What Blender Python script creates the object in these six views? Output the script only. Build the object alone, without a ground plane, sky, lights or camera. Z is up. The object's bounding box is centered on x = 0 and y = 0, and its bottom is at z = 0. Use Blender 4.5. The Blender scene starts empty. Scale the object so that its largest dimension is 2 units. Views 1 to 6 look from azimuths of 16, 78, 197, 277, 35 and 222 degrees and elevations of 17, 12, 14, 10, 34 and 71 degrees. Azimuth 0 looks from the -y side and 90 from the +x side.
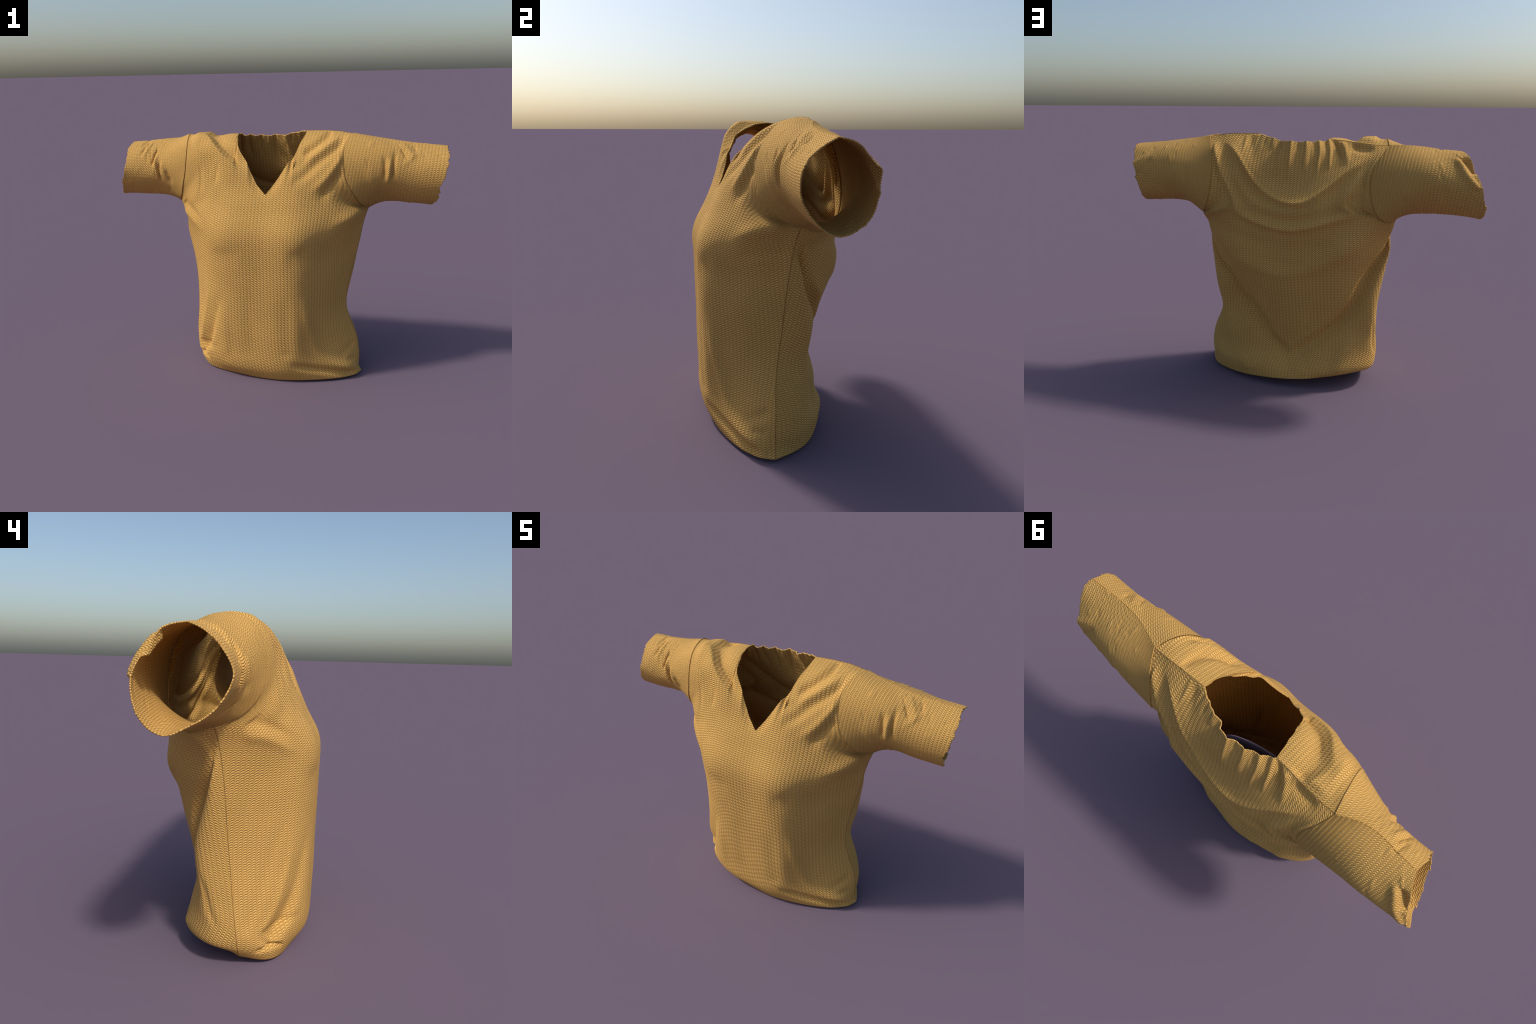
"""A short-sleeved V-neck knitted shirt, standing open and empty as if worn.

The garment is sewn from a front panel, a back panel and two sleeves.  Each panel is
lofted through hand-placed cross-sections, its borders are snapped to shared seam
curves, and then folds, pleats and cuts are pressed into the cloth.
"""
import math
import numpy as np

# ----------------------------------------------------------------------------- helpers


def spline(knots, values, at):
    """Natural cubic spline through values (n, ...) at knots (n,), evaluated at `at`."""
    t, p, q = np.asarray(knots, float), np.asarray(values, float), np.asarray(at, float)
    n, shape = len(t), p.shape[1:]
    p = p.reshape(n, -1)
    h = np.diff(t)
    a, r = np.eye(n), np.zeros((n, p.shape[1]))
    for i in range(1, n - 1):
        a[i, i - 1], a[i, i], a[i, i + 1] = h[i - 1], 2 * (h[i - 1] + h[i]), h[i]
        r[i] = 6 * ((p[i + 1] - p[i]) / h[i] - (p[i] - p[i - 1]) / h[i - 1])
    m = np.linalg.solve(a, r)
    k = np.clip(np.searchsorted(t, q) - 1, 0, n - 2)
    hk, u, w = h[k][:, None], (t[k + 1] - q)[:, None], (q - t[k])[:, None]
    out = (m[k] * u**3 + m[k + 1] * w**3) / (6 * hk) + (p[k] / hk - m[k] * hk / 6) * u + (p[k + 1] / hk - m[k + 1] * hk / 6) * w
    return out.reshape(len(q), *shape)


def chord(p):
    d = np.r_[0, np.cumsum(np.linalg.norm(np.diff(p, axis=0), axis=1))]
    return d / d[-1]


def curve(points, n):
    """n points spread evenly along the smooth curve through the given points."""
    p = np.asarray(points, float)
    dense = spline(chord(p), p, np.linspace(0, 1, 600))
    c = chord(dense)
    at = np.linspace(0, 1, n) if np.isscalar(n) else n
    return np.stack([np.interp(at, c, dense[:, i]) for i in range(p.shape[1])], 1)


def line(points, at):
    """Points along the straight-sided line through the given points (at in 0..1)."""
    p = np.asarray(points, float)
    c = chord(p)
    return np.stack([np.interp(at, c, p[:, i]) for i in range(p.shape[1])], 1)


def smooth(a, b, x):
    t = np.clip((x - a) / (b - a), 0, 1)
    return t * t * (3 - 2 * t)


def wander(x, seed, octaves=3):
    """Smooth random wave of one variable, about -1..1."""
    rng = np.random.default_rng(seed)
    y = 0
    for o in range(octaves):
        for _ in range(3):
            y = y + np.sin(x * 2**o * rng.uniform(0.7, 1.4) + rng.uniform(0, 6.3)) * 0.45 / 1.7**o
    return y


def normals(g):
    du, dv = np.gradient(g, axis=1), np.gradient(g, axis=0)
    n = np.cross(du, dv)
    return n / (np.linalg.norm(n, axis=-1, keepdims=True) + 1e-12)


def fold(a, b, path, height, wide_left, wide_right, ends=(0.15, 0.15)):
    """Height of one fold over coordinates (a, b): a ridge (or, when negative, a crease)
    that follows `path`, with its own slope on the left and on the right of the path."""
    p = curve(path, 24)
    run = np.r_[0, np.cumsum(np.linalg.norm(np.diff(p, axis=0), axis=1))]
    best, side, where = np.full(a.shape, 9.0), np.zeros(a.shape), np.zeros(a.shape)
    for i in range(len(p) - 1):
        e = p[i + 1] - p[i]
        L = np.linalg.norm(e)
        e = e / L
        rx, ry = a - p[i, 0], b - p[i, 1]
        s = np.clip(rx * e[0] + ry * e[1], 0, L)
        d = np.hypot(rx - s * e[0], ry - s * e[1])
        near = d < best
        best = np.where(near, d, best)
        side = np.where(near, e[0] * ry - e[1] * rx, side)
        where = np.where(near, (run[i] + s) / run[-1], where)
    w = np.where(side > 0, wide_left, wide_right)
    taper = smooth(0, max(ends[0], 1e-3), where + (0 if ends[0] else 1)) * smooth(0, max(ends[1], 1e-3), 1 - where + (0 if ends[1] else 1))
    return height * taper * np.exp(-((best / w) ** 2))


# ------------------------------------------------------------------------- seam curves
# side seams run from the hem up to the armpit, armholes from the armpit to the shoulder tip

SIDE = {
    -1: [(-0.404, -0.042, 0.036), (-0.447, -0.04, 0.085), (-0.463, -0.035, 0.15), (-0.459, -0.019, 0.285), (-0.456, -0.01, 0.39), (-0.461, 0.002, 0.52),
         (-0.478, 0.01, 0.66), (-0.505, 0.02, 0.82), (-0.535, 0.036, 0.945), (-0.566, 0.045, 1.0)],
    1: [(0.581, -0.058, 0.014), (0.566, -0.054, 0.04), (0.564, -0.054, 0.08), (0.562, -0.052, 0.15), (0.528, -0.045, 0.275), (0.483, -0.03, 0.385), (0.479, -0.011, 0.52),
        (0.507, -0.003, 0.66), (0.54, 0.008, 0.81), (0.562, 0.025, 0.93), (0.582, 0.041, 0.997)],
}
ARM_FRONT = {
    -1: [(-0.566, 0.045, 1.0), (-0.547, 0.0, 1.016), (-0.522, -0.047, 1.04), (-0.496, -0.091, 1.085), (-0.477, -0.116, 1.134), (-0.463, -0.123, 1.184),
         (-0.452, -0.121, 1.26), (-0.45, -0.104, 1.317), (-0.455, -0.068, 1.366), (-0.468, -0.008, 1.39), (-0.485, 0.06, 1.393), (-0.503, 0.121, 1.366)],
    1: [(0.582, 0.041, 0.997), (0.571, 0.02, 1.002), (0.527, -0.077, 1.06), (0.491, -0.114, 1.126), (0.463, -0.116, 1.195), (0.454, -0.103, 1.262),
        (0.449, -0.074, 1.326), (0.458, -0.032, 1.374), (0.475, 0.03, 1.402), (0.50, 0.11, 1.394)],
}
ARM_BACK = {
    -1: [(-0.566, 0.045, 1.0), (-0.549, 0.1, 0.985), (-0.519, 0.17, 0.978), (-0.477, 0.225, 1.017), (-0.447, 0.246, 1.086), (-0.435, 0.246, 1.165),
         (-0.441, 0.232, 1.242), (-0.469, 0.198, 1.305), (-0.503, 0.121, 1.366)],
    1: [(0.582, 0.041, 0.997), (0.565, 0.095, 0.982), (0.537, 0.16, 0.978), (0.497, 0.212, 1.012), (0.464, 0.24, 1.08), (0.448, 0.241, 1.165),
        (0.448, 0.222, 1.25), (0.464, 0.182, 1.335), (0.50, 0.11, 1.394)],
}
SHOULDER = {  # from the shoulder tip to the neck
    -1: [(-0.503, 0.121, 1.366), (-0.436, 0.124, 1.369), (-0.355, 0.121, 1.377), (-0.27, 0.117, 1.388), (-0.193, 0.114, 1.393)],
    1: [(0.50, 0.11, 1.394), (0.408, 0.11, 1.411), (0.329, 0.105, 1.416), (0.263, 0.102, 1.416), (0.213, 0.099, 1.415)],
}
NECK_FRONT = [(-0.193, 0.114, 1.393), (-0.188, 0.075, 1.398), (-0.178, 0.02, 1.395), (-0.162, -0.045, 1.372), (-0.152, -0.082, 1.352), (-0.141, -0.1, 1.34),
              (-0.125, -0.115, 1.315), (-0.103, -0.13, 1.288), (-0.077, -0.15, 1.26), (-0.057, -0.162, 1.214), (-0.015, -0.188, 1.146), (0.041, -0.219, 1.096),
              (0.082, -0.19, 1.15), (0.115, -0.168, 1.2), (0.142, -0.152, 1.245), (0.152, -0.142, 1.262), (0.166, -0.115, 1.272), (0.184, -0.085, 1.306),
              (0.203, -0.03, 1.347), (0.211, 0.01, 1.379), (0.2145, 0.055, 1.406), (0.213, 0.099, 1.415)]
NECK_BACK = [(-0.193, 0.114, 1.393), (-0.165, 0.13, 1.386), (-0.139, 0.145, 1.385), (-0.08, 0.165, 1.381), (-0.02, 0.172, 1.379), (0.024, 0.182, 1.384),
             (0.06, 0.178, 1.384), (0.077, 0.154, 1.386), (0.14, 0.141, 1.403), (0.18, 0.122, 1.412), (0.213, 0.099, 1.415)]

# ---------------------------------------------------------------- cross-sections of the body
# each: height, then (x, y) from the wearer's right (-x) seam to the left (+x) seam

FRONT = [
    (0.012, (-0.404, -0.042), (-0.382, -0.127), (-0.298, -0.204), (-0.15, -0.242), (0.05, -0.27), (0.23, -0.26), (0.40, -0.215), (0.53, -0.14), (0.573, -0.055)),
    (0.07, (-0.44, -0.04), (-0.41, -0.13), (-0.32, -0.222), (-0.18, -0.286), (0.05, -0.306), (0.23, -0.285), (0.40, -0.222), (0.525, -0.14), (0.566, -0.054)),
    (0.16, (-0.463, -0.035), (-0.425, -0.11), (-0.322, -0.235), (-0.18, -0.30), (0.04, -0.314), (0.23, -0.297), (0.375, -0.215), (0.50, -0.13), (0.561, -0.052)),
    (0.28, (-0.459, -0.02), (-0.42, -0.10), (-0.325, -0.238), (-0.17, -0.305), (0.03, -0.317), (0.232, -0.303), (0.35, -0.21), (0.46, -0.12), (0.526, -0.045)),
    (0.39, (-0.456, -0.01), (-0.41, -0.095), (-0.318, -0.235), (-0.17, -0.307), (0.03, -0.318), (0.232, -0.306), (0.342, -0.216), (0.431, -0.117), (0.482, -0.03)),
    (0.52, (-0.461, 0.002), (-0.413, -0.09), (-0.315, -0.234), (-0.16, -0.308), (0.03, -0.319), (0.232, -0.31), (0.342, -0.22), (0.432, -0.115), (0.479, -0.011)),
    (0.66, (-0.478, 0.01), (-0.422, -0.09), (-0.318, -0.232), (-0.17, -0.312), (0.03, -0.318), (0.228, -0.315), (0.343, -0.23), (0.44, -0.122), (0.507, -0.003)),
    (0.80, (-0.501, 0.018), (-0.442, -0.09), (-0.325, -0.235), (-0.19, -0.318), (0.03, -0.319), (0.228, -0.32), (0.345, -0.23), (0.46, -0.105), (0.538, 0.008)),
    (0.90, (-0.524, 0.03), (-0.462, -0.095), (-0.335, -0.232), (-0.19, -0.308), (0.03, -0.309), (0.228, -0.31), (0.37, -0.225), (0.495, -0.115), (0.557, 0.02)),
    (1.0, (-0.566, 0.045), (-0.497, -0.08), (-0.36, -0.197), (-0.19, -0.26), (0.03, -0.266), (0.22, -0.26), (0.385, -0.192), (0.515, -0.09), (0.582, 0.041)),
    (1.06, (-0.51, -0.07), (-0.45, -0.137), (-0.34, -0.188), (-0.19, -0.232), (0.03, -0.238), (0.22, -0.232), (0.36, -0.18), (0.46, -0.13), (0.527, -0.077)),
    (1.13, (-0.475, -0.113), (-0.43, -0.142), (-0.33, -0.178), (-0.19, -0.205), (0.03, -0.205), (0.21, -0.205), (0.34, -0.17), (0.43, -0.138), (0.489, -0.114)),
    (1.20, (-0.458, -0.119), (-0.41, -0.14), (-0.32, -0.165), (-0.18, -0.182), (0.03, -0.175), (0.2, -0.177), (0.33, -0.157), (0.41, -0.137), (0.462, -0.115)),
    (1.28, (-0.448, -0.112), (-0.41, -0.13), (-0.31, -0.144), (-0.18, -0.14), (0.02, -0.13), (0.19, -0.125), (0.31, -0.125), (0.40, -0.115), (0.452, -0.096)),
    (1.35, (-0.45, -0.08), (-0.41, -0.092), (-0.31, -0.1), (-0.18, -0.088), (0.02, -0.07), (0.2, -0.055), (0.31, -0.07), (0.4, -0.07), (0.453, -0.055)),
    (1.398, (-0.468, -0.008), (-0.42, -0.015), (-0.32, 0.02), (-0.2, 0.03), (0.02, 0.03), (0.215, 0.035), (0.32, 0.02), (0.41, 0.01), (0.467, 0.0)),
    (1.40, (-0.503, 0.121), (-0.43, 0.124), (-0.33, 0.12), (-0.2, 0.115), (0.02, 0.13), (0.213, 0.1), (0.32, 0.105), (0.41, 0.11), (0.5, 0.11)),
]
BACK = [
    (0.05, (-0.404, -0.042), (-0.385, 0.06), (-0.30, 0.155), (-0.2, 0.215), (-0.1, 0.245), (0.03, 0.26), (0.15, 0.245), (0.26, 0.222), (0.38, 0.172), (0.50, 0.085), (0.573, -0.055)),
    (0.11, (-0.455, -0.04), (-0.452, 0.06), (-0.37, 0.165), (-0.23, 0.222), (-0.1, 0.238), (0.03, 0.24), (0.15, 0.24), (0.27, 0.224), (0.395, 0.178), (0.52, 0.075), (0.564, -0.053)),
    (0.18, (-0.463, -0.033), (-0.46, 0.065), (-0.375, 0.158), (-0.235, 0.2), (-0.1, 0.21), (0.01, 0.205), (0.13, 0.208), (0.27, 0.2), (0.395, 0.158), (0.52, 0.07), (0.557, -0.05)),
    (0.28, (-0.459, -0.02), (-0.463, 0.08), (-0.375, 0.146), (-0.25, 0.175), (-0.13, 0.19), (0.01, 0.203), (0.13, 0.195), (0.26, 0.187), (0.385, 0.156), (0.495, 0.075), (0.526, -0.045)),
    (0.39, (-0.456, -0.01), (-0.467, 0.1), (-0.38, 0.145), (-0.28, 0.172), (-0.15, 0.203), (0.01, 0.225), (0.14, 0.208), (0.235, 0.178), (0.36, 0.136), (0.448, 0.095), (0.482, -0.03)),
    (0.52, (-0.461, 0.002), (-0.474, 0.108), (-0.385, 0.158), (-0.29, 0.193), (-0.16, 0.234), (0.01, 0.255), (0.15, 0.236), (0.26, 0.199), (0.38, 0.15), (0.472, 0.108), (0.479, -0.011)),
    (0.62, (-0.473, 0.008), (-0.492, 0.09), (-0.40, 0.152), (-0.32, 0.205), (-0.18, 0.255), (0.01, 0.277), (0.15, 0.262), (0.29, 0.222), (0.395, 0.158), (0.496, 0.092), (0.497, -0.005)),
    (0.72, (-0.487, 0.013), (-0.511, 0.07), (-0.445, 0.125), (-0.36, 0.21), (-0.2, 0.27), (0.01, 0.284), (0.16, 0.277), (0.32, 0.245), (0.46, 0.13), (0.517, 0.072), (0.52, 0.002)),
    (0.80, (-0.501, 0.018), (-0.527, 0.06), (-0.482, 0.105), (-0.385, 0.225), (-0.2, 0.288), (0.01, 0.295), (0.17, 0.29), (0.35, 0.255), (0.494, 0.112), (0.531, 0.063), (0.538, 0.008)),
    (0.90, (-0.524, 0.03), (-0.538, 0.058), (-0.508, 0.115), (-0.40, 0.244), (-0.2, 0.301), (0.01, 0.3), (0.17, 0.294), (0.365, 0.258), (0.512, 0.125), (0.546, 0.06), (0.557, 0.02)),
    (1.0, (-0.566, 0.045), (-0.553, 0.11), (-0.505, 0.19), (-0.40, 0.254), (-0.2, 0.294), (0.01, 0.292), (0.16, 0.289), (0.31, 0.282), (0.435, 0.245), (0.542, 0.15), (0.582, 0.041)),
    (1.08, (-0.446, 0.24), (-0.41, 0.253), (-0.34, 0.263), (-0.25, 0.275), (-0.13, 0.28), (0.01, 0.276), (0.14, 0.27), (0.25, 0.265), (0.34, 0.257), (0.41, 0.246), (0.463, 0.232)),
    (1.165, (-0.433, 0.235), (-0.39, 0.246), (-0.32, 0.25), (-0.23, 0.25), (-0.12, 0.252), (0.01, 0.25), (0.13, 0.246), (0.23, 0.243), (0.32, 0.241), (0.39, 0.238), (0.446, 0.232)),
    (1.245, (-0.44, 0.226), (-0.39, 0.222), (-0.31, 0.213), (-0.22, 0.214), (-0.12, 0.225), (0.01, 0.232), (0.13, 0.229), (0.22, 0.228), (0.31, 0.22), (0.39, 0.217), (0.446, 0.215)),
    (1.325, (-0.475, 0.186), (-0.41, 0.165), (-0.31, 0.16), (-0.22, 0.168), (-0.12, 0.192), (0.01, 0.202), (0.12, 0.188), (0.22, 0.18), (0.31, 0.178), (0.40, 0.174), (0.462, 0.184)),
    (1.39, (-0.503, 0.121), (-0.42, 0.124), (-0.3, 0.118), (-0.19, 0.114), (-0.1, 0.16), (0.01, 0.178), (0.11, 0.146), (0.213, 0.1), (0.31, 0.104), (0.41, 0.11), (0.5, 0.11)),
]

COLUMNS, ROWS = 321, 341


def loft(sections, armpit_row, arms, top):
    """Surface of one body panel as a grid (rows, columns, 3), hem first, -x seam first."""
    net = np.array([[(x, y, s[0]) for x, y in s[1:]] for s in sections])
    if sections is FRONT:
        net[0, :, 2] = (0.036, 0.018, 0.005, 0.002, 0.001, 0.008, 0.013, 0.016, 0.018)
        net[-1, :, 2] = (1.366, 1.369, 1.38, 1.393, 1.41, 1.415, 1.416, 1.411, 1.394)
    else:
        net[10, (1, 2, -3, -2), 2] = (0.968, 0.984, 0.984, 0.968)
        net[0, :, 2] = (0.036, 0.078, 0.075, 0.068, 0.058, 0.048, 0.036, 0.027, 0.02, 0.016, 0.018)
        net[-1, :, 2] = (1.366, 1.37, 1.385, 1.393, 1.382, 1.382, 1.394, 1.415, 1.416, 1.411, 1.394)
    up = np.mean([chord(net[:, j]) for j in range(1, net.shape[1] - 1)], 0)
    across = np.mean([chord(r) for r in net], 0)
    u = np.linspace(0, 1, COLUMNS)
    fine = np.linspace(0, 1, 1501)
    basis_u, basis_t = spline(across, np.eye(len(across)), fine), spline(up, np.eye(len(up)), fine)

    def at(uu, tt):  # the loft at any place across (uu) and up (tt) the panel
        bu = np.stack([np.interp(uu, fine, basis_u[:, i]) for i in range(len(across))], -1)
        bt = np.stack([np.interp(tt, fine, basis_t[:, i]) for i in range(len(up))], -1)
        return np.einsum("...k,...j,kjd->...d", bt, bu, net)

    # the top border: shoulder seam, neckline, shoulder seam; columns of cloth lean to meet it
    low, v = 0.6, np.linspace(0, 1, ROWS)
    natural = at(u, np.ones(COLUMNS))[:, 0]
    top_u, top_t, want = u.copy(), np.ones(COLUMNS), np.zeros((COLUMNS, 3))
    left, right = natural < -0.193, natural > 0.213
    for sgn, on in ((-1, left), (1, right)):
        seam = np.asarray(SHOULDER[sgn])
        o = np.argsort(seam[:, 0])
        for i in range(3):
            want[on, i] = np.interp(natural[on], seam[o, 0], seam[o, i])
    mid = ~(left | right)
    neck = np.asarray(top, float)
    f = (natural[mid] + 0.193) / (0.213 + 0.193)
    far = chord(neck)
    fx = np.interp(f, np.maximum.accumulate((neck[:, 0] + 0.193) / 0.406), far)
    want[mid] = line(neck, 0.75 * f + 0.25 * fx) if sections is FRONT else line(neck, fx)
    if sections is FRONT:
        gu, gt = np.meshgrid(np.linspace(0.1, 0.9, 321), np.linspace(0.62, 1, 321))
        table = at(gu, gt)
        for c in np.nonzero(mid)[0]:
            d = (table - want[c]) * (1, 0.35, 1)
            k = np.unravel_index((d**2).sum(-1).argmin(), gu.shape)
            top_u[c], top_t[c] = gu[k], gt[k]
        for _ in range(3):  # even out the small steps of the table
            top_u[1:-1] = np.where(mid[1:-1], (top_u[:-2] + 2 * top_u[1:-1] + top_u[2:]) / 4, top_u[1:-1])
            top_t[1:-1] = np.where(mid[1:-1], (top_t[:-2] + 2 * top_t[1:-1] + top_t[2:]) / 4, top_t[1:-1])
    q = np.clip((v - low) / (1 - low), 0, 1)[:, None]
    uu = u + (top_u - u) * (q * q * (3 - 2 * q) + q) / 2
    t = np.where(v[:, None] < low, v[:, None], low + (top_t - low) * q)
    g = at(uu, t)
    g += (smooth(0.84, 1, v) ** 1.5)[:, None, None] * (want - g[-1])[None]
    # where each vertex lies on the flat cutting pattern: lengths measured along the cloth
    flat = at(*np.meshgrid(fine[::10], fine[::10]))
    wide = np.linalg.norm(np.diff(flat, axis=1), axis=-1)
    tall = np.linalg.norm(np.diff(flat, axis=0), axis=-1)
    wide = np.pad(np.cumsum(wide, 1), ((0, 0), (1, 0)))
    tall = np.pad(np.cumsum(tall, 0), ((1, 0), (0, 0)))
    wide -= wide[:, [75]]
    tall = tall.mean(1, keepdims=True) * 0.5 + tall * 0.5
    fu, ft = uu * 150, t * 150
    i, j = np.clip(ft.astype(int), 0, 149), np.clip(fu.astype(int), 0, 149)
    p, q2 = ft - i, fu - j

    def pick(m):
        return (m[i, j] * (1 - q2) + m[i, j + 1] * q2) * (1 - p) + (m[i + 1, j] * (1 - q2) + m[i + 1, j + 1] * q2) * p

    pattern = np.stack([pick(wide), pick(tall)], -1)
    # snap both side borders to the side seams and the armholes
    ta = up[armpit_row]
    for sgn, c in ((-1, 0), (1, COLUMNS - 1)):
        seam = curve(SIDE[sgn], 400)
        arm = curve(arms[sgn], 400)
        k = np.linspace(0, 1, 400)
        tc = t[:, c]
        border = np.where((tc < ta)[:, None], np.stack([np.interp(tc / ta, k, seam[:, i]) for i in range(3)], 1),
                          np.stack([np.interp((tc - ta) / (1 - ta), k, arm[:, i]) for i in range(3)], 1))
        w = 1 - smooth(0, 0.16, np.abs(u - u[c]))
        g += w[None, :, None] * (border - g[:, c])[:, None]
    # let the cloth relax under the arms, where seam and weave pull different ways
    for sgn in (-1, 1):
        cols = slice(0, 90) if sgn < 0 else slice(COLUMNS - 90, COLUMNS)
        part = g[170:300, cols]
        slack = np.exp(-((np.linalg.norm(part - np.array(SIDE[sgn][-1]) - (0, 0.04 if sections is BACK else 0, 0), axis=-1) / 0.1) ** 2))[1:-1, 1:-1, None]
        for _ in range(120):
            mean = (part[:-2, 1:-1] + part[2:, 1:-1] + part[1:-1, :-2] + part[1:-1, 2:]) / 4
            part[1:-1, 1:-1] += slack * (mean - part[1:-1, 1:-1])
    return g, pattern


def underarm(g):
    """0 close to the armpits, 1 away from them."""
    return 1 - sum(np.exp(-((np.linalg.norm(g - np.array(SIDE[k][-1]), axis=-1) / 0.09) ** 2)) for k in (-1, 1))


def cloth_coordinates(g):
    """Across-the-panel distance and height of every vertex, in metres."""
    a = np.broadcast_to((np.linspace(0, 1, g.shape[1]) - 0.5) * 1.2, g.shape[:2])
    return a, g[..., 2]


def press(a, b, folds):
    return sum(fold(a, b, *f) for f in folds)


# each fold: path of (across, height) points, height of the ridge, slope widths left and right of
# the path, taper lengths at the two ends
FRONT_FOLDS = [
    # pull lines from the neckline and the bust up to the left shoulder
    ([(0.255, 1.295), (0.30, 1.325), (0.345, 1.352), (0.379, 1.379), (0.45, 1.405)], -0.018, 0.022, 0.022, (0.25, 0.2)),
    ([(0.135, 1.25), (0.27, 1.259), (0.345, 1.295)], -0.004, 0.02, 0.026, (0.4, 0.4)),
    ([(0.26, 1.235), (0.33, 1.285), (0.40, 1.325), (0.46, 1.362), (0.53, 1.395)], 0.007, 0.018, 0.018, (0.3, 0.2)),
    ([(0.15, 1.14), (0.259, 1.194), (0.337, 1.246), (0.435, 1.297), (0.529, 1.344), (0.595, 1.379)], -0.014, 0.026, 0.026, (0.35, 0.15)),
    ([(0.27, 1.09), (0.40, 1.175), (0.53, 1.262), (0.589, 1.31)], 0.010, 0.024, 0.022, (0.35, 0.15)),
    ([(0.32, 1.045), (0.39, 1.105), (0.484, 1.171), (0.585, 1.225)], -0.012, 0.022, 0.028, (0.35, 0.12)),
    ([(0.589, 0.89), (0.491, 0.875), (0.40, 0.835)], -0.006, 0.03, 0.04, (0.1, 0.5)),
    ([(0.58, 0.995), (0.48, 0.97), (0.37, 0.93)], 0.015, 0.03, 0.035, (0.2, 0.5)),
    # the big pleat over the right shoulder, falling sharply towards the neck
    ([(-0.56, 1.375), (-0.49, 1.397), (-0.405, 1.383), (-0.322, 1.337), (-0.217, 1.27), (-0.125, 1.222), (-0.085, 1.18)], 0.019, 0.011, 0.055, (0.2, 0.4)),
    ([(-0.50, 1.402), (-0.44, 1.407), (-0.38, 1.402), (-0.298, 1.362), (-0.192, 1.296), (-0.10, 1.247), (-0.06, 1.20)], -0.018, 0.034, 0.011, (0.1, 0.35)),
    ([(-0.285, 1.28), (-0.287, 1.19), (-0.285, 1.12)], -0.004, 0.016, 0.016, (0.4, 0.4)),
    ([(-0.46, 1.32), (-0.36, 1.25), (-0.27, 1.165), (-0.2, 1.08)], -0.006, 0.03, 0.03, (0.3, 0.5)),
    ([(-0.535, 1.02), (-0.412, 0.981), (-0.337, 0.92)], -0.012, 0.022, 0.028, (0.1, 0.5)),
    ([(-0.55, 0.955), (-0.47, 0.945), (-0.40, 0.90), (-0.34, 0.87)], 0.006, 0.02, 0.025, (0.15, 0.5)),
    ([(-0.44, 1.26), (-0.40, 1.17), (-0.385, 1.06)], -0.005, 0.02, 0.02, (0.3, 0.4)),
    # the dip below each breast and the drape down from it
    ([(-0.33, 0.745), (-0.20, 0.765), (-0.08, 0.76)], -0.009, 0.05, 0.08, (0.4, 0.4)),
    ([(0.14, 0.775), (0.251, 0.78), (0.33, 0.80)], -0.009, 0.05, 0.08, (0.4, 0.4)),
    ([(0.165, 0.64), (0.161, 0.439), (0.165, 0.268), (0.175, 0.15)], -0.006, 0.035, 0.05, (0.4, 0.1)),
    ([(-0.236, 0.5), (-0.232, 0.278), (-0.218, 0.11)], 0.006, 0.03, 0.05, (0.5, 0.2)),
    ([(-0.07, 0.6), (-0.05, 0.35), (-0.02, 0.13)], -0.004, 0.05, 0.05, (0.5, 0.3)),
    # slanting folds on the right flank and the tuck at the hem below them
    ([(-0.25, 0.57), (-0.295, 0.424), (-0.33, 0.30), (-0.378, 0.195), (-0.46, 0.10)], -0.014, 0.028, 0.045, (0.5, 0.06)),
    ([(-0.315, 0.38), (-0.34, 0.29), (-0.378, 0.2), (-0.425, 0.13), (-0.49, 0.07)], -0.017, 0.028, 0.045, (0.5, 0.1)),
    ([(-0.37, 0.62), (-0.372, 0.457), (-0.408, 0.318), (-0.452, 0.2), (-0.521, 0.115)], 0.007, 0.02, 0.014, (0.5, 0.15)),
    ([(-0.37, 0.66), (-0.42, 0.542), (-0.463, 0.395), (-0.502, 0.267), (-0.565, 0.13)], -0.006, 0.016, 0.03, (0.4, 0.12)),
    ([(-0.545, 0.066), (-0.499, 0.076), (-0.431, 0.08), (-0.37, 0.062)], -0.015, 0.008, 0.012, (0.2, 0.2)),
    ([(-0.52, 0.135), (-0.40, 0.165), (-0.262, 0.19)], -0.007, 0.014, 0.022, (0.2, 0.5)),
    # the ridge that runs down to the left hem corner over a turned-in pocket
    ([(0.262, 0.6), (0.275, 0.48), (0.305, 0.344), (0.335, 0.221), (0.371, 0.142), (0.454, 0.087), (0.58, 0.035)], 0.009, 0.03, 0.028, (0.3, 0.05)),
    ([(0.17, 0.13), (0.25, 0.105), (0.345, 0.078), (0.45, 0.05), (0.55, 0.025)], -0.018, 0.02, 0.022, (0.3, 0.15)),
    ([(0.57, 0.215), (0.50, 0.17), (0.43, 0.15)], -0.007, 0.02, 0.02, (0.1, 0.4)),
    ([(0.56, 0.115), (0.48, 0.12)], -0.006, 0.014, 0.016, (0.1, 0.4)),
]
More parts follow.
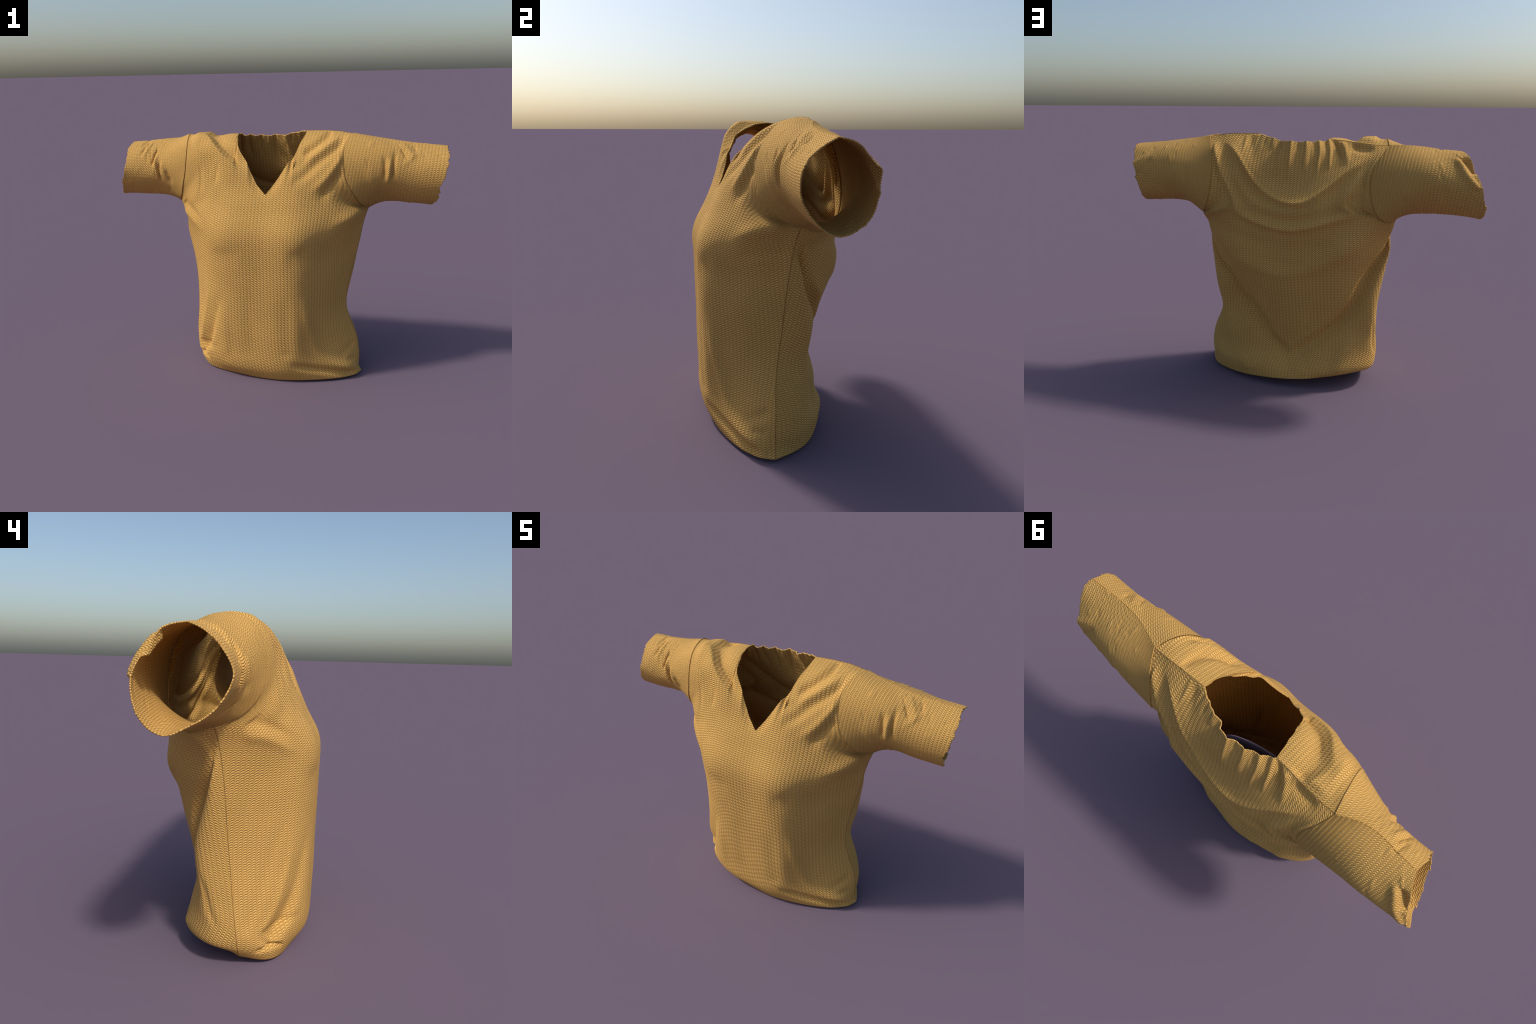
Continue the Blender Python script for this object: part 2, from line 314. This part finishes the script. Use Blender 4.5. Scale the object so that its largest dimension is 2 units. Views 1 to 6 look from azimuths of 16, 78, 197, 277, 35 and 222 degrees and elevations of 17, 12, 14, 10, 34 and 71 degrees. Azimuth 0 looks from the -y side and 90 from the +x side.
BACK_FOLDS = [
    # swags hanging from shoulder to shoulder, one below the other
    ([(0.53, 1.38), (0.439, 1.337), (0.345, 1.272), (0.229, 1.184), (0.116, 1.112), (0.019, 1.074), (-0.06, 1.065), (-0.169, 1.088), (-0.274, 1.143), (-0.405, 1.222),
      (-0.51, 1.287), (-0.575, 1.345)], 0.017, 0.02, 0.06, (0.1, 0.12)),
    ([(0.50, 1.37), (0.439, 1.333), (0.345, 1.268), (0.229, 1.182), (0.116, 1.11), (0.019, 1.072), (-0.06, 1.063), (-0.169, 1.086), (-0.274, 1.141), (-0.405, 1.22),
      (-0.51, 1.285)], 0.007, 0.011, 0.016, (0.1, 0.15)),
    ([(0.45, 1.28), (0.34, 1.165), (0.18, 1.065), (0.0, 1.018), (-0.14, 1.04), (-0.27, 1.115), (-0.4, 1.22)], 0.016, 0.03, 0.035, (0.2, 0.3)),
    ([(0.44, 1.08), (0.32, 0.96), (0.17, 0.86), (0.0, 0.81), (-0.15, 0.84), (-0.29, 0.93), (-0.42, 1.05)], -0.009, 0.035, 0.035, (0.45, 0.4)),
    ([(0.56, 1.29), (0.52, 1.225), (0.475, 1.18), (0.39, 1.105), (0.29, 1.04), (0.188, 0.98), (0.075, 0.938), (-0.053, 0.926), (-0.17, 0.97), (-0.345, 1.06), (-0.48, 1.165)], 0.005, 0.012, 0.02, (0.2, 0.2)),
    ([(0.596, 1.365), (0.57, 1.31), (0.53, 1.245), (0.475, 1.185), (0.39, 1.11), (0.29, 1.045), (0.188, 0.985), (0.075, 0.942), (-0.053, 0.93), (-0.17, 0.975), (-0.345, 1.065),
      (-0.488, 1.175), (-0.57, 1.27)], 0.016, 0.02, 0.04, (0.03, 0.15)),
    ([(0.58, 1.30), (0.54, 1.20), (0.48, 1.12)], -0.008, 0.014, 0.014, (0.2, 0.3)),
    ([(0.55, 1.13), (0.45, 1.03), (0.34, 0.93), (0.2, 0.875), (0.05, 0.85), (-0.1, 0.86), (-0.22, 0.93), (-0.36, 1.0), (-0.5, 1.11)], -0.006, 0.035, 0.035, (0.25, 0.25)),
    ([(0.38, 0.87), (0.28, 0.775), (0.17, 0.71), (0.03, 0.678), (-0.11, 0.71), (-0.24, 0.81), (-0.38, 0.96)], 0.015, 0.035, 0.045, (0.45, 0.25)),
    ([(0.27, 0.53), (0.18, 0.4), (0.09, 0.30)], -0.012, 0.03, 0.03, (0.35, 0.2)),
    ([(-0.2, 0.52), (-0.14, 0.40), (-0.08, 0.31)], -0.005, 0.03, 0.03, (0.35, 0.2)),
    ([(0.35, 0.70), (0.22, 0.585), (0.05, 0.53), (-0.10, 0.56), (-0.25, 0.67)], -0.003, 0.04, 0.04, (0.3, 0.3)),
    ([(-0.6, 1.345), (-0.59, 1.281), (-0.575, 1.215), (-0.54, 1.12)], 0.009, 0.014, 0.016, (0.15, 0.4)),
    ([(-0.57, 1.25), (-0.53, 1.15), (-0.46, 1.05), (-0.37, 0.95)], -0.007, 0.025, 0.025, (0.2, 0.4)),
    # gathers below the back neckline
    ([(0.352, 1.41), (0.352, 1.31)], 0.008, 0.013, 0.013, (0.1, 0.6)),
    ([(0.305, 1.41), (0.315, 1.33)], -0.007, 0.013, 0.013, (0.1, 0.6)),
    ([(0.262, 1.41), (0.27, 1.33)], 0.006, 0.012, 0.012, (0.1, 0.6)),
    ([(0.20, 1.405), (0.20, 1.34)], -0.005, 0.012, 0.012, (0.0, 0.6)),
    ([(0.135, 1.395), (0.122, 1.325)], 0.006, 0.013, 0.013, (0.0, 0.6)),
    ([(0.085, 1.39), (0.06, 1.31)], -0.006, 0.016, 0.016, (0.0, 0.6)),
    ([(-0.004, 1.385), (-0.01, 1.297), (-0.002, 1.18)], 0.012, 0.014, 0.018, (0.0, 0.55)),
    ([(-0.055, 1.385), (-0.058, 1.30)], -0.004, 0.014, 0.014, (0.0, 0.6)),
    ([(-0.122, 1.385), (-0.112, 1.301), (-0.112, 1.21)], 0.009, 0.014, 0.015, (0.0, 0.5)),
    ([(-0.172, 1.385), (-0.165, 1.31)], -0.004, 0.014, 0.014, (0.0, 0.6)),
    ([(-0.221, 1.385), (-0.206, 1.315), (-0.2, 1.19)], 0.008, 0.013, 0.015, (0.0, 0.5)),
    ([(-0.262, 1.385), (-0.25, 1.32)], -0.003, 0.012, 0.012, (0.0, 0.6)),
    ([(-0.296, 1.39), (-0.28, 1.302), (-0.30, 1.23)], 0.011, 0.012, 0.014, (0.0, 0.5)),
    ([(-0.334, 1.39), (-0.345, 1.329), (-0.38, 1.27)], -0.013, 0.016, 0.014, (0.0, 0.5)),
    ([(-0.375, 1.385), (-0.405, 1.304), (-0.425, 1.25)], 0.013, 0.018, 0.02, (0.1, 0.5)),
    # sunk pocket beneath the right shoulder seam
    ([(-0.42, 1.372), (-0.475, 1.345), (-0.55, 1.35)], -0.014, 0.02, 0.028, (0.25, 0.35)),
    # creases down the right flank and soft dents near the hem
    ([(-0.50, 0.42), (-0.514, 0.367), (-0.521, 0.262), (-0.544, 0.164)], -0.008, 0.014, 0.014, (0.4, 0.3)),
    ([(0.47, 0.36), (0.42, 0.22), (0.40, 0.1)], -0.007, 0.03, 0.04, (0.4, 0.2)),
    ([(0.28, 0.16), (0.25, 0.06)], 0.005, 0.04, 0.04, (0.4, 0.1)),
    ([(-0.40, 0.36), (-0.36, 0.22), (-0.34, 0.1)], 0.008, 0.03, 0.04, (0.4, 0.1)),
]
# the hanging middle of the back ends in a lip shaped like a V, from both armpits down to the
# middle of the lower back; the cloth of the flanks lies deep behind that lip
LIP = [
    [(-0.575, 0.975), (-0.514, 0.895), (-0.46, 0.815), (-0.43, 0.73), (-0.415, 0.613), (-0.375, 0.498), (-0.275, 0.384), (-0.176, 0.29), (-0.09, 0.225), (-0.019, 0.18)],
    [(0.575, 0.955), (0.50, 0.895), (0.45, 0.82), (0.424, 0.747), (0.398, 0.68), (0.36, 0.625), (0.325, 0.555), (0.275, 0.46), (0.184, 0.367), (0.105, 0.273), (-0.019, 0.18)],
]


def behind_lip(a, b):
    """How far the flanks sink in behind the V-shaped lip."""
    p = np.vstack([curve(LIP[0], 40), curve(LIP[1], 40)[::-1][1:]])
    out, best = np.zeros(a.shape), np.full(a.shape, 9.0)
    for i in range(len(p) - 1):
        e = p[i + 1] - p[i]
        L = np.linalg.norm(e)
        e = e / L
        rx, ry = a - p[i, 0], b - p[i, 1]
        t = np.clip(rx * e[0] + ry * e[1], 0, L)
        d = np.hypot(rx - t * e[0], ry - t * e[1])
        near = d < best
        best = np.where(near, d, best)
        out = np.where(near, np.where(e[0] * ry - e[1] * rx > 0, -d, d), out)  # positive below and beside the V
    depth = np.interp(b, (0.08, 0.2, 0.33, 0.5, 0.7, 0.85, 0.97), (0.0, 0.018, 0.032, 0.042, 0.038, 0.026, 0.0))
    wide = np.interp(b, (0.1, 0.4, 0.8), (0.06, 0.045, 0.03))
    return -depth * smooth(-0.045, 0.02, out) * np.exp(-((np.maximum(out - 0.015, 0) / wide) ** 2))


def border_mask(g, seam_columns):
    """0 on the seams, 1 inside the panel, so that sewn borders stay together."""
    n, m = g.shape[:2]
    u = np.linspace(0, 1, m)
    side = smooth(0, 0.025, u) * smooth(0, 0.025, 1 - u)
    top = np.where(seam_columns[None], smooth(0, 0.02, 1 - np.linspace(0, 1, n))[:, None], 1.0)
    return side[None] * top


def soft(a, b, seed, amount):
    """Faint unevenness of the hanging cloth."""
    return amount * (wander(a * 9 + 3 * wander(b * 2, seed + 1), seed) * wander(b * 7 + wander(a * 4, seed + 2), seed + 3))


def front_folds(g):
    a, b = cloth_coordinates(g)
    h = press(a, b, FRONT_FOLDS) + soft(a, b, 11, 0.0015)
    xt = g[-1, :, 0]
    return h * border_mask(g, (xt < -0.193) | (xt > 0.213))


def back_folds(g):
    a, b = cloth_coordinates(g)
    h = press(a, b, BACK_FOLDS) + soft(a, b, 23, 0.0015)
    h = h * underarm(g)
    h = h + behind_lip(a, b)
    xt = g[-1, :, 0]
    return h * border_mask(g, (xt < -0.193) | (xt > 0.213))


def front_panel():
    g, pattern = loft(FRONT, 9, ARM_FRONT, NECK_FRONT)
    return g + normals(g) * front_folds(g)[..., None], pattern


def back_panel():
    g, pattern = loft(BACK, 10, ARM_BACK, NECK_BACK)
    return g - normals(g) * back_folds(g)[..., None], pattern


# ------------------------------------------------------------------------------ sleeves
# cuff edges and the middle of each sleeve, from the top round the front, under and the back

CUFF = {
    1: [(0.992, 0.05, 1.34), (0.994, 0.013, 1.321), (0.999, -0.024, 1.297), (0.989, -0.06, 1.25), (0.984, -0.069, 1.2), (0.968, -0.057, 1.143), (0.96, -0.02, 1.083),
        (0.938, 0.035, 1.035), (0.925, 0.085, 1.018), (0.923, 0.135, 1.034), (0.921, 0.193, 1.078), (0.931, 0.21, 1.147), (0.943, 0.21, 1.22), (0.963, 0.162, 1.279),
        (0.982, 0.112, 1.322), (0.992, 0.05, 1.34)],
    -1: [(-0.871, 0.07, 1.341), (-0.868, 0.03, 1.325), (-0.869, -0.02, 1.285), (-0.873, -0.057, 1.233), (-0.88, -0.072, 1.19), (-0.888, -0.067, 1.165), (-0.908, -0.046, 1.118),
         (-0.93, -0.005, 1.072), (-0.965, 0.06, 1.034), (-0.984, 0.115, 1.015), (-0.997, 0.154, 1.037), (-0.998, 0.184, 1.078), (-0.991, 0.201, 1.12), (-0.972, 0.205, 1.19),
         (-0.935, 0.172, 1.27), (-0.901, 0.135, 1.322), (-0.871, 0.07, 1.341)],
}
MIDDLE = {  # two rings between armhole and cuff: top, front, bottom, back
    1: ([(0.66, 0.06, 1.375), (0.655, -0.024, 1.351), (0.65, -0.085, 1.24), (0.65, -0.074, 1.165), (0.655, -0.01, 1.083), (0.66, 0.08, 1.025), (0.66, 0.17, 1.06),
         (0.66, 0.235, 1.14), (0.66, 0.24, 1.2), (0.66, 0.16, 1.335), (0.66, 0.06, 1.375)],
        [(0.83, 0.045, 1.354), (0.825, -0.015, 1.315), (0.82, -0.068, 1.235), (0.815, -0.06, 1.155), (0.80, -0.015, 1.083), (0.79, 0.08, 1.028), (0.79, 0.165, 1.06),
         (0.79, 0.215, 1.13), (0.80, 0.226, 1.21), (0.82, 0.15, 1.315), (0.83, 0.045, 1.354)]),
    -1: ([(-0.625, 0.07, 1.364), (-0.63, 0.0, 1.335), (-0.635, -0.068, 1.24), (-0.64, -0.066, 1.165), (-0.65, -0.008, 1.083), (-0.67, 0.08, 1.023), (-0.665, 0.165, 1.055),
          (-0.655, 0.232, 1.13), (-0.645, 0.243, 1.2), (-0.635, 0.16, 1.32), (-0.625, 0.07, 1.364)],
         [(-0.76, 0.065, 1.35), (-0.76, 0.005, 1.325), (-0.762, -0.053, 1.24), (-0.768, -0.058, 1.165), (-0.79, -0.012, 1.083), (-0.83, 0.08, 1.026), (-0.83, 0.155, 1.05),
          (-0.82, 0.215, 1.125), (-0.80, 0.235, 1.2), (-0.775, 0.16, 1.31), (-0.76, 0.065, 1.35)]),
}
ROUND, ALONG = 361, 221


def ragged(k, seed, n, amount):
    """Uneven saw-toothed cut: offset per position k (0..1)."""
    rng = np.random.default_rng(seed)
    e = np.r_[0, np.sort(rng.uniform(0, 1, n)), 1]
    lo = rng.uniform(0, 1, n + 2)
    i = np.clip(np.searchsorted(e, k) - 1, 0, n)
    return amount * lo[i] * (k - e[i]) / np.maximum(e[i + 1] - e[i], 1e-6)


# folds of the sleeves: (distance from the armhole, distance round from the top over the front)
SLEEVE_FOLDS = {
    1: [
        ([(0.226, 0.08), (0.228, 0.16), (0.225, 0.215), (0.215, 0.27)], -0.011, 0.011, 0.012, (0.4, 0.3)),
        ([(0.20, 0.13), (0.202, 0.201), (0.199, 0.285)], 0.010, 0.011, 0.011, (0.4, 0.35)),
        ([(0.165, 0.13), (0.18, 0.203), (0.172, 0.28)], -0.010, 0.012, 0.016, (0.35, 0.35)),
        ([(0.205, 0.02), (0.27, 0.095), (0.30, 0.145)], -0.007, 0.008, 0.010, (0.3, 0.3)),
        ([(0.24, 0.01), (0.30, 0.08), (0.33, 0.13)], 0.006, 0.016, 0.012, (0.3, 0.3)),
        ([(0.31, 0.02), (0.335, 0.085)], -0.006, 0.009, 0.009, (0.3, 0.4)),
        ([(0.27, 0.09), (0.235, 0.05), (0.205, 0.02)], 0.007, 0.015, 0.012, (0.3, 0.3)),
        ([(0.43, 0.70), (0.39, 0.735), (0.34, 0.79)], -0.010, 0.02, 0.016, (0.0, 0.5)),
        ([(0.45, 0.75), (0.40, 0.78), (0.35, 0.83)], 0.008, 0.015, 0.015, (0.0, 0.5)),
        ([(0.10, 0.2), (0.12, 0.3), (0.13, 0.38)], 0.005, 0.02, 0.025, (0.4, 0.4)),
        ([(0.2, 0.6), (0.16, 0.72)], -0.004, 0.02, 0.02, (0.4, 0.4)),
    ],
    -1: [
        ([(0.295, 0.015), (0.331, 0.095), (0.345, 0.145)], -0.009, 0.012, 0.012, (0.3, 0.3)),
        ([(0.265, 0.02), (0.295, 0.09), (0.315, 0.14)], 0.006, 0.013, 0.013, (0.3, 0.3)),
        ([(0.205, 0.08), (0.227, 0.145), (0.243, 0.205)], -0.012, 0.011, 0.010, (0.3, 0.3)),
        ([(0.185, 0.12), (0.205, 0.18), (0.198, 0.238), (0.182, 0.29)], 0.009, 0.011, 0.010, (0.3, 0.3)),
        ([(0.172, 0.165), (0.178, 0.238), (0.155, 0.31)], -0.014, 0.011, 0.013, (0.3, 0.35)),
        ([(0.209, 0.205), (0.205, 0.275)], -0.008, 0.008, 0.008, (0.4, 0.4)),
        ([(0.13, 0.225), (0.104, 0.282), (0.075, 0.33)], -0.009, 0.014, 0.012, (0.3, 0.4)),
        ([(0.15, 0.17), (0.14, 0.23), (0.10, 0.30)], 0.006, 0.012, 0.012, (0.3, 0.4)),
        # crumpled pocket at the back of the cuff
        ([(0.385, 0.87), (0.40, 0.82), (0.41, 0.76), (0.44, 0.69)], 0.014, 0.012, 0.016, (0.25, 0.1)),
        ([(0.415, 0.87), (0.43, 0.82), (0.44, 0.76)], -0.020, 0.020, 0.016, (0.25, 0.2)),
        ([(0.31, 0.93), (0.335, 0.965), (0.345, 1.04)], -0.008, 0.012, 0.012, (0.3, 0.3)),
        ([(0.30, 0.60), (0.33, 0.70)], -0.004, 0.02, 0.02, (0.4, 0.4)),
    ],
}


def sleeve(sgn):
    """Grid (along, round, 3): armhole first; round from the shoulder tip over the front."""
    arm = np.vstack([curve(ARM_FRONT[sgn], 181)[::-1], curve(ARM_BACK[sgn], 181)[1:]])
    rings = [arm] + [curve(r, ROUND) for r in (*MIDDLE[sgn], CUFF[sgn])]
    # slide each ring round so that its points run on from the ring before
    rings = np.array(rings)
    along = np.array([0, 0.36, 0.73, 1.0])
    s = np.linspace(0, 1, ALONG)
    g = spline(along, rings, s)
    girth = np.pad(np.cumsum(np.linalg.norm(np.diff(g, axis=1), axis=-1), 1), ((0, 0), (1, 0)))
    pattern = np.stack([sgn * g[..., 0] - 0.12 * (g[..., 2] - 1.18), girth], -1) * 1.1
    a = np.broadcast_to((s * 0.45)[:, None], g.shape[:2])
    b = np.broadcast_to((np.linspace(0, 1, ROUND) * 0.95)[None], g.shape[:2])
    h = press(a, b, SLEEVE_FOLDS[sgn])
    h = h + press(a, b - 0.95, SLEEVE_FOLDS[sgn]) + press(a, b + 0.95, SLEEVE_FOLDS[sgn])
    rng = np.random.default_rng(5 + sgn)
    for _ in range(60):  # small random crinkles running round the arm
        a0, b0, tilt, size = rng.uniform(0.08, 0.42), rng.uniform(0, 0.95), rng.uniform(-0.5, 0.5), rng.uniform(0.03, 0.1)
        p = [(a0 - tilt * size / 2, b0 - size / 2), (a0 + rng.normal(0, 0.004), b0), (a0 + tilt * size / 2, b0 + size / 2)]
        h = h + fold(a, b, p, rng.uniform(-0.004, 0.0035), rng.uniform(0.005, 0.011), rng.uniform(0.005, 0.011), (0.5, 0.5))
    h = h * smooth(0, 0.04, s)[:, None]
    g = g + normals(g) * (sgn * h)[..., None]
    # uneven cut of the cuff
    k = np.linspace(0, 1, ROUND)
    cut = ragged(k, 31 + sgn, 46, 0.011) + 0.004 * wander(k * 20, 41 + sgn)
    cut *= smooth(0, 0.02, k) * smooth(0, 0.02, 1 - k)
    g[..., 0] += sgn * smooth(0.93, 1.0, s)[:, None] ** 2 * (cut - 0.006)[None]
    g[:, -1] = g[:, 0]
    return g, pattern


# --------------------------------------------------------------------------- build it all
try:
    import bpy
except ImportError:
    bpy = None


PATTERN = 2.0  # half the side of the square that Generated coordinates span


def mesh_from_grid(name, g, pattern, flip, material, parent):
    """One piece of cloth: its mesh is the flat cutting pattern, and the shape key `worn`
    hangs it in space.  Generated coordinates stay those of the flat cloth, so the knit
    runs straight along it however it is folded."""
    n, m = g.shape[:2]
    idx = np.arange(n * m).reshape(n, m)
    a, b, c, d = idx[:-1, :-1], idx[:-1, 1:], idx[1:, 1:], idx[1:, :-1]
    f = np.stack([a, b, c, d] if not flip else [a, d, c, b], -1).reshape(-1, 4)
    me = bpy.data.meshes.new(name)
    v = np.dstack([pattern, np.zeros((n, m))]).reshape(-1, 3)
    me.from_pydata(v.tolist(), [], f.tolist())
    me.polygons.foreach_set("use_smooth", np.ones(len(f), bool))
    me.use_auto_texspace = False
    me.texspace_location, me.texspace_size = (0, 0, 0), (PATTERN, PATTERN, PATTERN)
    me.update()
    ob = bpy.data.objects.new(name, me)
    bpy.context.scene.collection.objects.link(ob)
    ob.parent = parent
    me.materials.append(material)
    ob.shape_key_add(name="flat")
    worn = ob.shape_key_add(name="worn")
    worn.data.foreach_set("co", g.reshape(-1).astype(np.float32))
    worn.value = 1.0
    so = ob.modifiers.new("cloth", "SOLIDIFY")
    so.thickness, so.offset = 0.0045, -1
    return ob


def tube(name, pts, radius, material, parent):
    cu = bpy.data.curves.new(name, "CURVE")
    cu.dimensions = "3D"
    sp = cu.splines.new("POLY")
    sp.points.add(len(pts) - 1)
    sp.points.foreach_set("co", np.c_[pts, np.ones(len(pts))].ravel())
    cu.bevel_depth, cu.bevel_resolution = radius, 1
    tmp = bpy.data.objects.new("tmp", cu)
    bpy.context.scene.collection.objects.link(tmp)
    dg = bpy.context.evaluated_depsgraph_get()
    me = bpy.data.meshes.new_from_object(tmp.evaluated_get(dg))
    bpy.data.objects.remove(tmp)
    bpy.data.curves.remove(cu)
    me.name = name
    me.materials.clear()
    me.materials.append(material)
    me.polygons.foreach_set("use_smooth", np.ones(len(me.polygons), bool))
    ob = bpy.data.objects.new(name, me)
    bpy.context.scene.collection.objects.link(ob)
    ob.parent = parent
    return ob


class Nodes:
    """Small wrapper for writing node maths as expressions."""

    def __init__(self, tree):
        self.t = tree

    def new(self, kind, **kw):
        n = self.t.nodes.new(kind)
        for k, v in kw.items():
            setattr(n, k, v)
        return n

    def put(self, sock, v):
        if isinstance(v, (int, float)):
            sock.default_value = v
        elif isinstance(v, tuple):
            sock.default_value = v
        else:
            self.t.links.new(v, sock)

    def m(self, op, *a, clamp=False):
        n = self.new("ShaderNodeMath", operation=op, use_clamp=clamp)
        for i, v in enumerate(a):
            self.put(n.inputs[i], v)
        return n.outputs[0]

    def step(self, v, a, b, lo=0.0, hi=1.0):
        n = self.new("ShaderNodeMapRange", interpolation_type="SMOOTHSTEP")
        for i, w in enumerate((v, a, b, lo, hi)):
            self.put(n.inputs[i], w)
        return n.outputs[0]


WALE, COURSE = 0.0196, 0.0103  # size of one stitch


def knit(name, tint=1.0):
    mat = bpy.data.materials.new(name)
    mat.use_nodes = True
    N = Nodes(mat.node_tree)
    bsdf = mat.node_tree.nodes["Principled BSDF"]
    tc = N.new("ShaderNodeTexCoord")
    co = tc.outputs["Object"]
    sep = N.new("ShaderNodeSeparateXYZ")
    N.put(sep.inputs[0], tc.outputs["Generated"])
    m = N.m
    s = m("MULTIPLY", m("SUBTRACT", sep.outputs[0], 0.5), 2 * PATTERN)
    v = m("MULTIPLY", m("SUBTRACT", sep.outputs[1], 0.5), 2 * PATTERN)
    # stitch cell
    cs = m("DIVIDE", s, WALE)
    a = m("FRACT", cs)
    # each loop rises to the right and turns over at its crest
    lean = m("MULTIPLY", m("SINE", m("MULTIPLY", m("SUBTRACT", a, 0.25), 3.4)), 0.5)
    cv = m("SUBTRACT", m("DIVIDE", v, COURSE), lean)
    b = m("FRACT", cv)
    loop = m("POWER", m("SINE", m("MULTIPLY", b, math.pi)), 0.9)
    # the crest of each loop stands out on the right of its column; the left is a plainer strand
    crest = m("POWER", m("SINE", m("MULTIPLY", m("POWER", a, 1.25), math.pi)), 0.75)
    edge = m("POWER", m("SINE", m("MULTIPLY", a, math.pi)), 0.4)
    hgt = m("MULTIPLY", m("ADD", 0.5, m("MULTIPLY", m("SUBTRACT", loop, 0.52), m("ADD", 0.12, m("MULTIPLY", crest, 0.9)))), m("ADD", 0.42, m("MULTIPLY", edge, 0.58)))
    fuzz = N.new("ShaderNodeTexNoise")
    N.put(fuzz.inputs["Vector"], co)
    fuzz.inputs["Scale"].default_value = 260.0
    fuzz.inputs["Detail"].default_value = 3.0
    hgt2 = m("ADD", hgt, m("MULTIPLY", fuzz.outputs[0], 0.25))
    ramp = N.new("ShaderNodeValToRGB")
    ramp.color_ramp.elements[0].position, ramp.color_ramp.elements[0].color = 0.05, (0.29 * tint, 0.17 * tint, 0.052 * tint, 1)
    ramp.color_ramp.elements[1].position, ramp.color_ramp.elements[1].color = 0.95, (0.76 * tint, 0.465 * tint, 0.148 * tint, 1)
    strand = ramp.color_ramp.elements.new(0.48)
    strand.color = (0.61 * tint, 0.335 * tint, 0.085 * tint, 1)
    N.put(ramp.inputs[0], hgt)
    big = N.new("ShaderNodeTexNoise")
    N.put(big.inputs["Vector"], co)
    big.inputs["Scale"].default_value = 5.0
    mix = N.new("ShaderNodeMix", data_type="RGBA", blend_type="MULTIPLY")
    mix.inputs[0].default_value = 1.0
    N.put(mix.inputs[6], ramp.outputs[0])
    tone = N.new("ShaderNodeValToRGB")
    tone.color_ramp.elements[0].position, tone.color_ramp.elements[0].color = 0.3, (0.93, 0.93, 0.93, 1)
    tone.color_ramp.elements[1].position, tone.color_ramp.elements[1].color = 0.7, (1.0, 1.0, 1.0, 1)
    N.put(tone.inputs[0], big.outputs[0])
    N.put(mix.inputs[7], tone.outputs[0])
    N.put(bsdf.inputs["Base Color"], mix.outputs[2])
    bsdf.inputs["Roughness"].default_value = 0.9
    bsdf.inputs["Specular IOR Level"].default_value = 0.15
    bump = N.new("ShaderNodeBump")
    bump.inputs["Strength"].default_value = 1.0
    bump.inputs["Distance"].default_value = 0.003
    N.put(bump.inputs["Height"], hgt2)
    N.put(bsdf.inputs["Normal"], bump.outputs[0])
    return mat


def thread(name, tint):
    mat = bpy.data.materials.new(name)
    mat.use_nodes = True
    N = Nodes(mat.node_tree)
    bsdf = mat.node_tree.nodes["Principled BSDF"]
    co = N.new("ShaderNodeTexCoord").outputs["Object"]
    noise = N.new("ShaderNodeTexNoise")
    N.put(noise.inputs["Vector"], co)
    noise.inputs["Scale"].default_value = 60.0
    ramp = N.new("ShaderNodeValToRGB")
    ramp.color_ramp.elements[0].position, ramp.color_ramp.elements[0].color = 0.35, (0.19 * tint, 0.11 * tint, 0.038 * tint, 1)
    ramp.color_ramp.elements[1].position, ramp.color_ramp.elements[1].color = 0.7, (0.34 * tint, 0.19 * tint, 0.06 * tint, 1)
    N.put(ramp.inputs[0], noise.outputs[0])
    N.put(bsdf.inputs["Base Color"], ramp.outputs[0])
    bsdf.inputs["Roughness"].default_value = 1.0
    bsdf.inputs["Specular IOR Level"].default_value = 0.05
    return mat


def main():
    shirt = bpy.data.objects.new("knitted_shirt", None)
    bpy.context.scene.collection.objects.link(shirt)
    shirt["label"] = "mustard yellow knitted V-neck shirt with short sleeves, standing empty"
    shirt["category"] = "shirt"
    wool, th = knit("mustard_knit"), thread("seam_thread", 1.0)
    f, fp = front_panel()
    b, bp = back_panel()
    front = mesh_from_grid("front_panel", f, fp, False, wool, shirt)
    back = mesh_from_grid("back_panel", b, bp, True, wool, shirt)
    for sgn in (1, -1):
        g, gp = sleeve(sgn)
        sl = mesh_from_grid("sleeve", g, gp, sgn > 0, wool, shirt)
        out = normals(g)[0] * sgn
        tube("armhole_seam", (g[0] + 0.0012 * out)[8:181] if sgn > 0 else g[0, 8:181], 0.0027 if sgn > 0 else 0.0005, thread("armhole_dark_line", 0.4) if sgn > 0 else th, sl)  # left front tube is thicker and darker than the other seam tubes, a dark line along the armhole
        tube("armhole_seam", g[0, 180:], 0.0005, th, sl)
        tube("sleeve_seam", g[:, 0], 0.001, th, sl)
        c = -1 if sgn > 0 else 0
        tube("side_seam", f[:, c][f[:, c, 2] < 1.0], 0.001, th, front)
    top = b[-1]
    tube("shoulder_seam", top[top[:, 0] < -0.193], 0.0008, th, back)
    tube("shoulder_seam", top[top[:, 0] > 0.213], 0.001, th, back)


if bpy is not None and __name__ == "__main__":
    main()
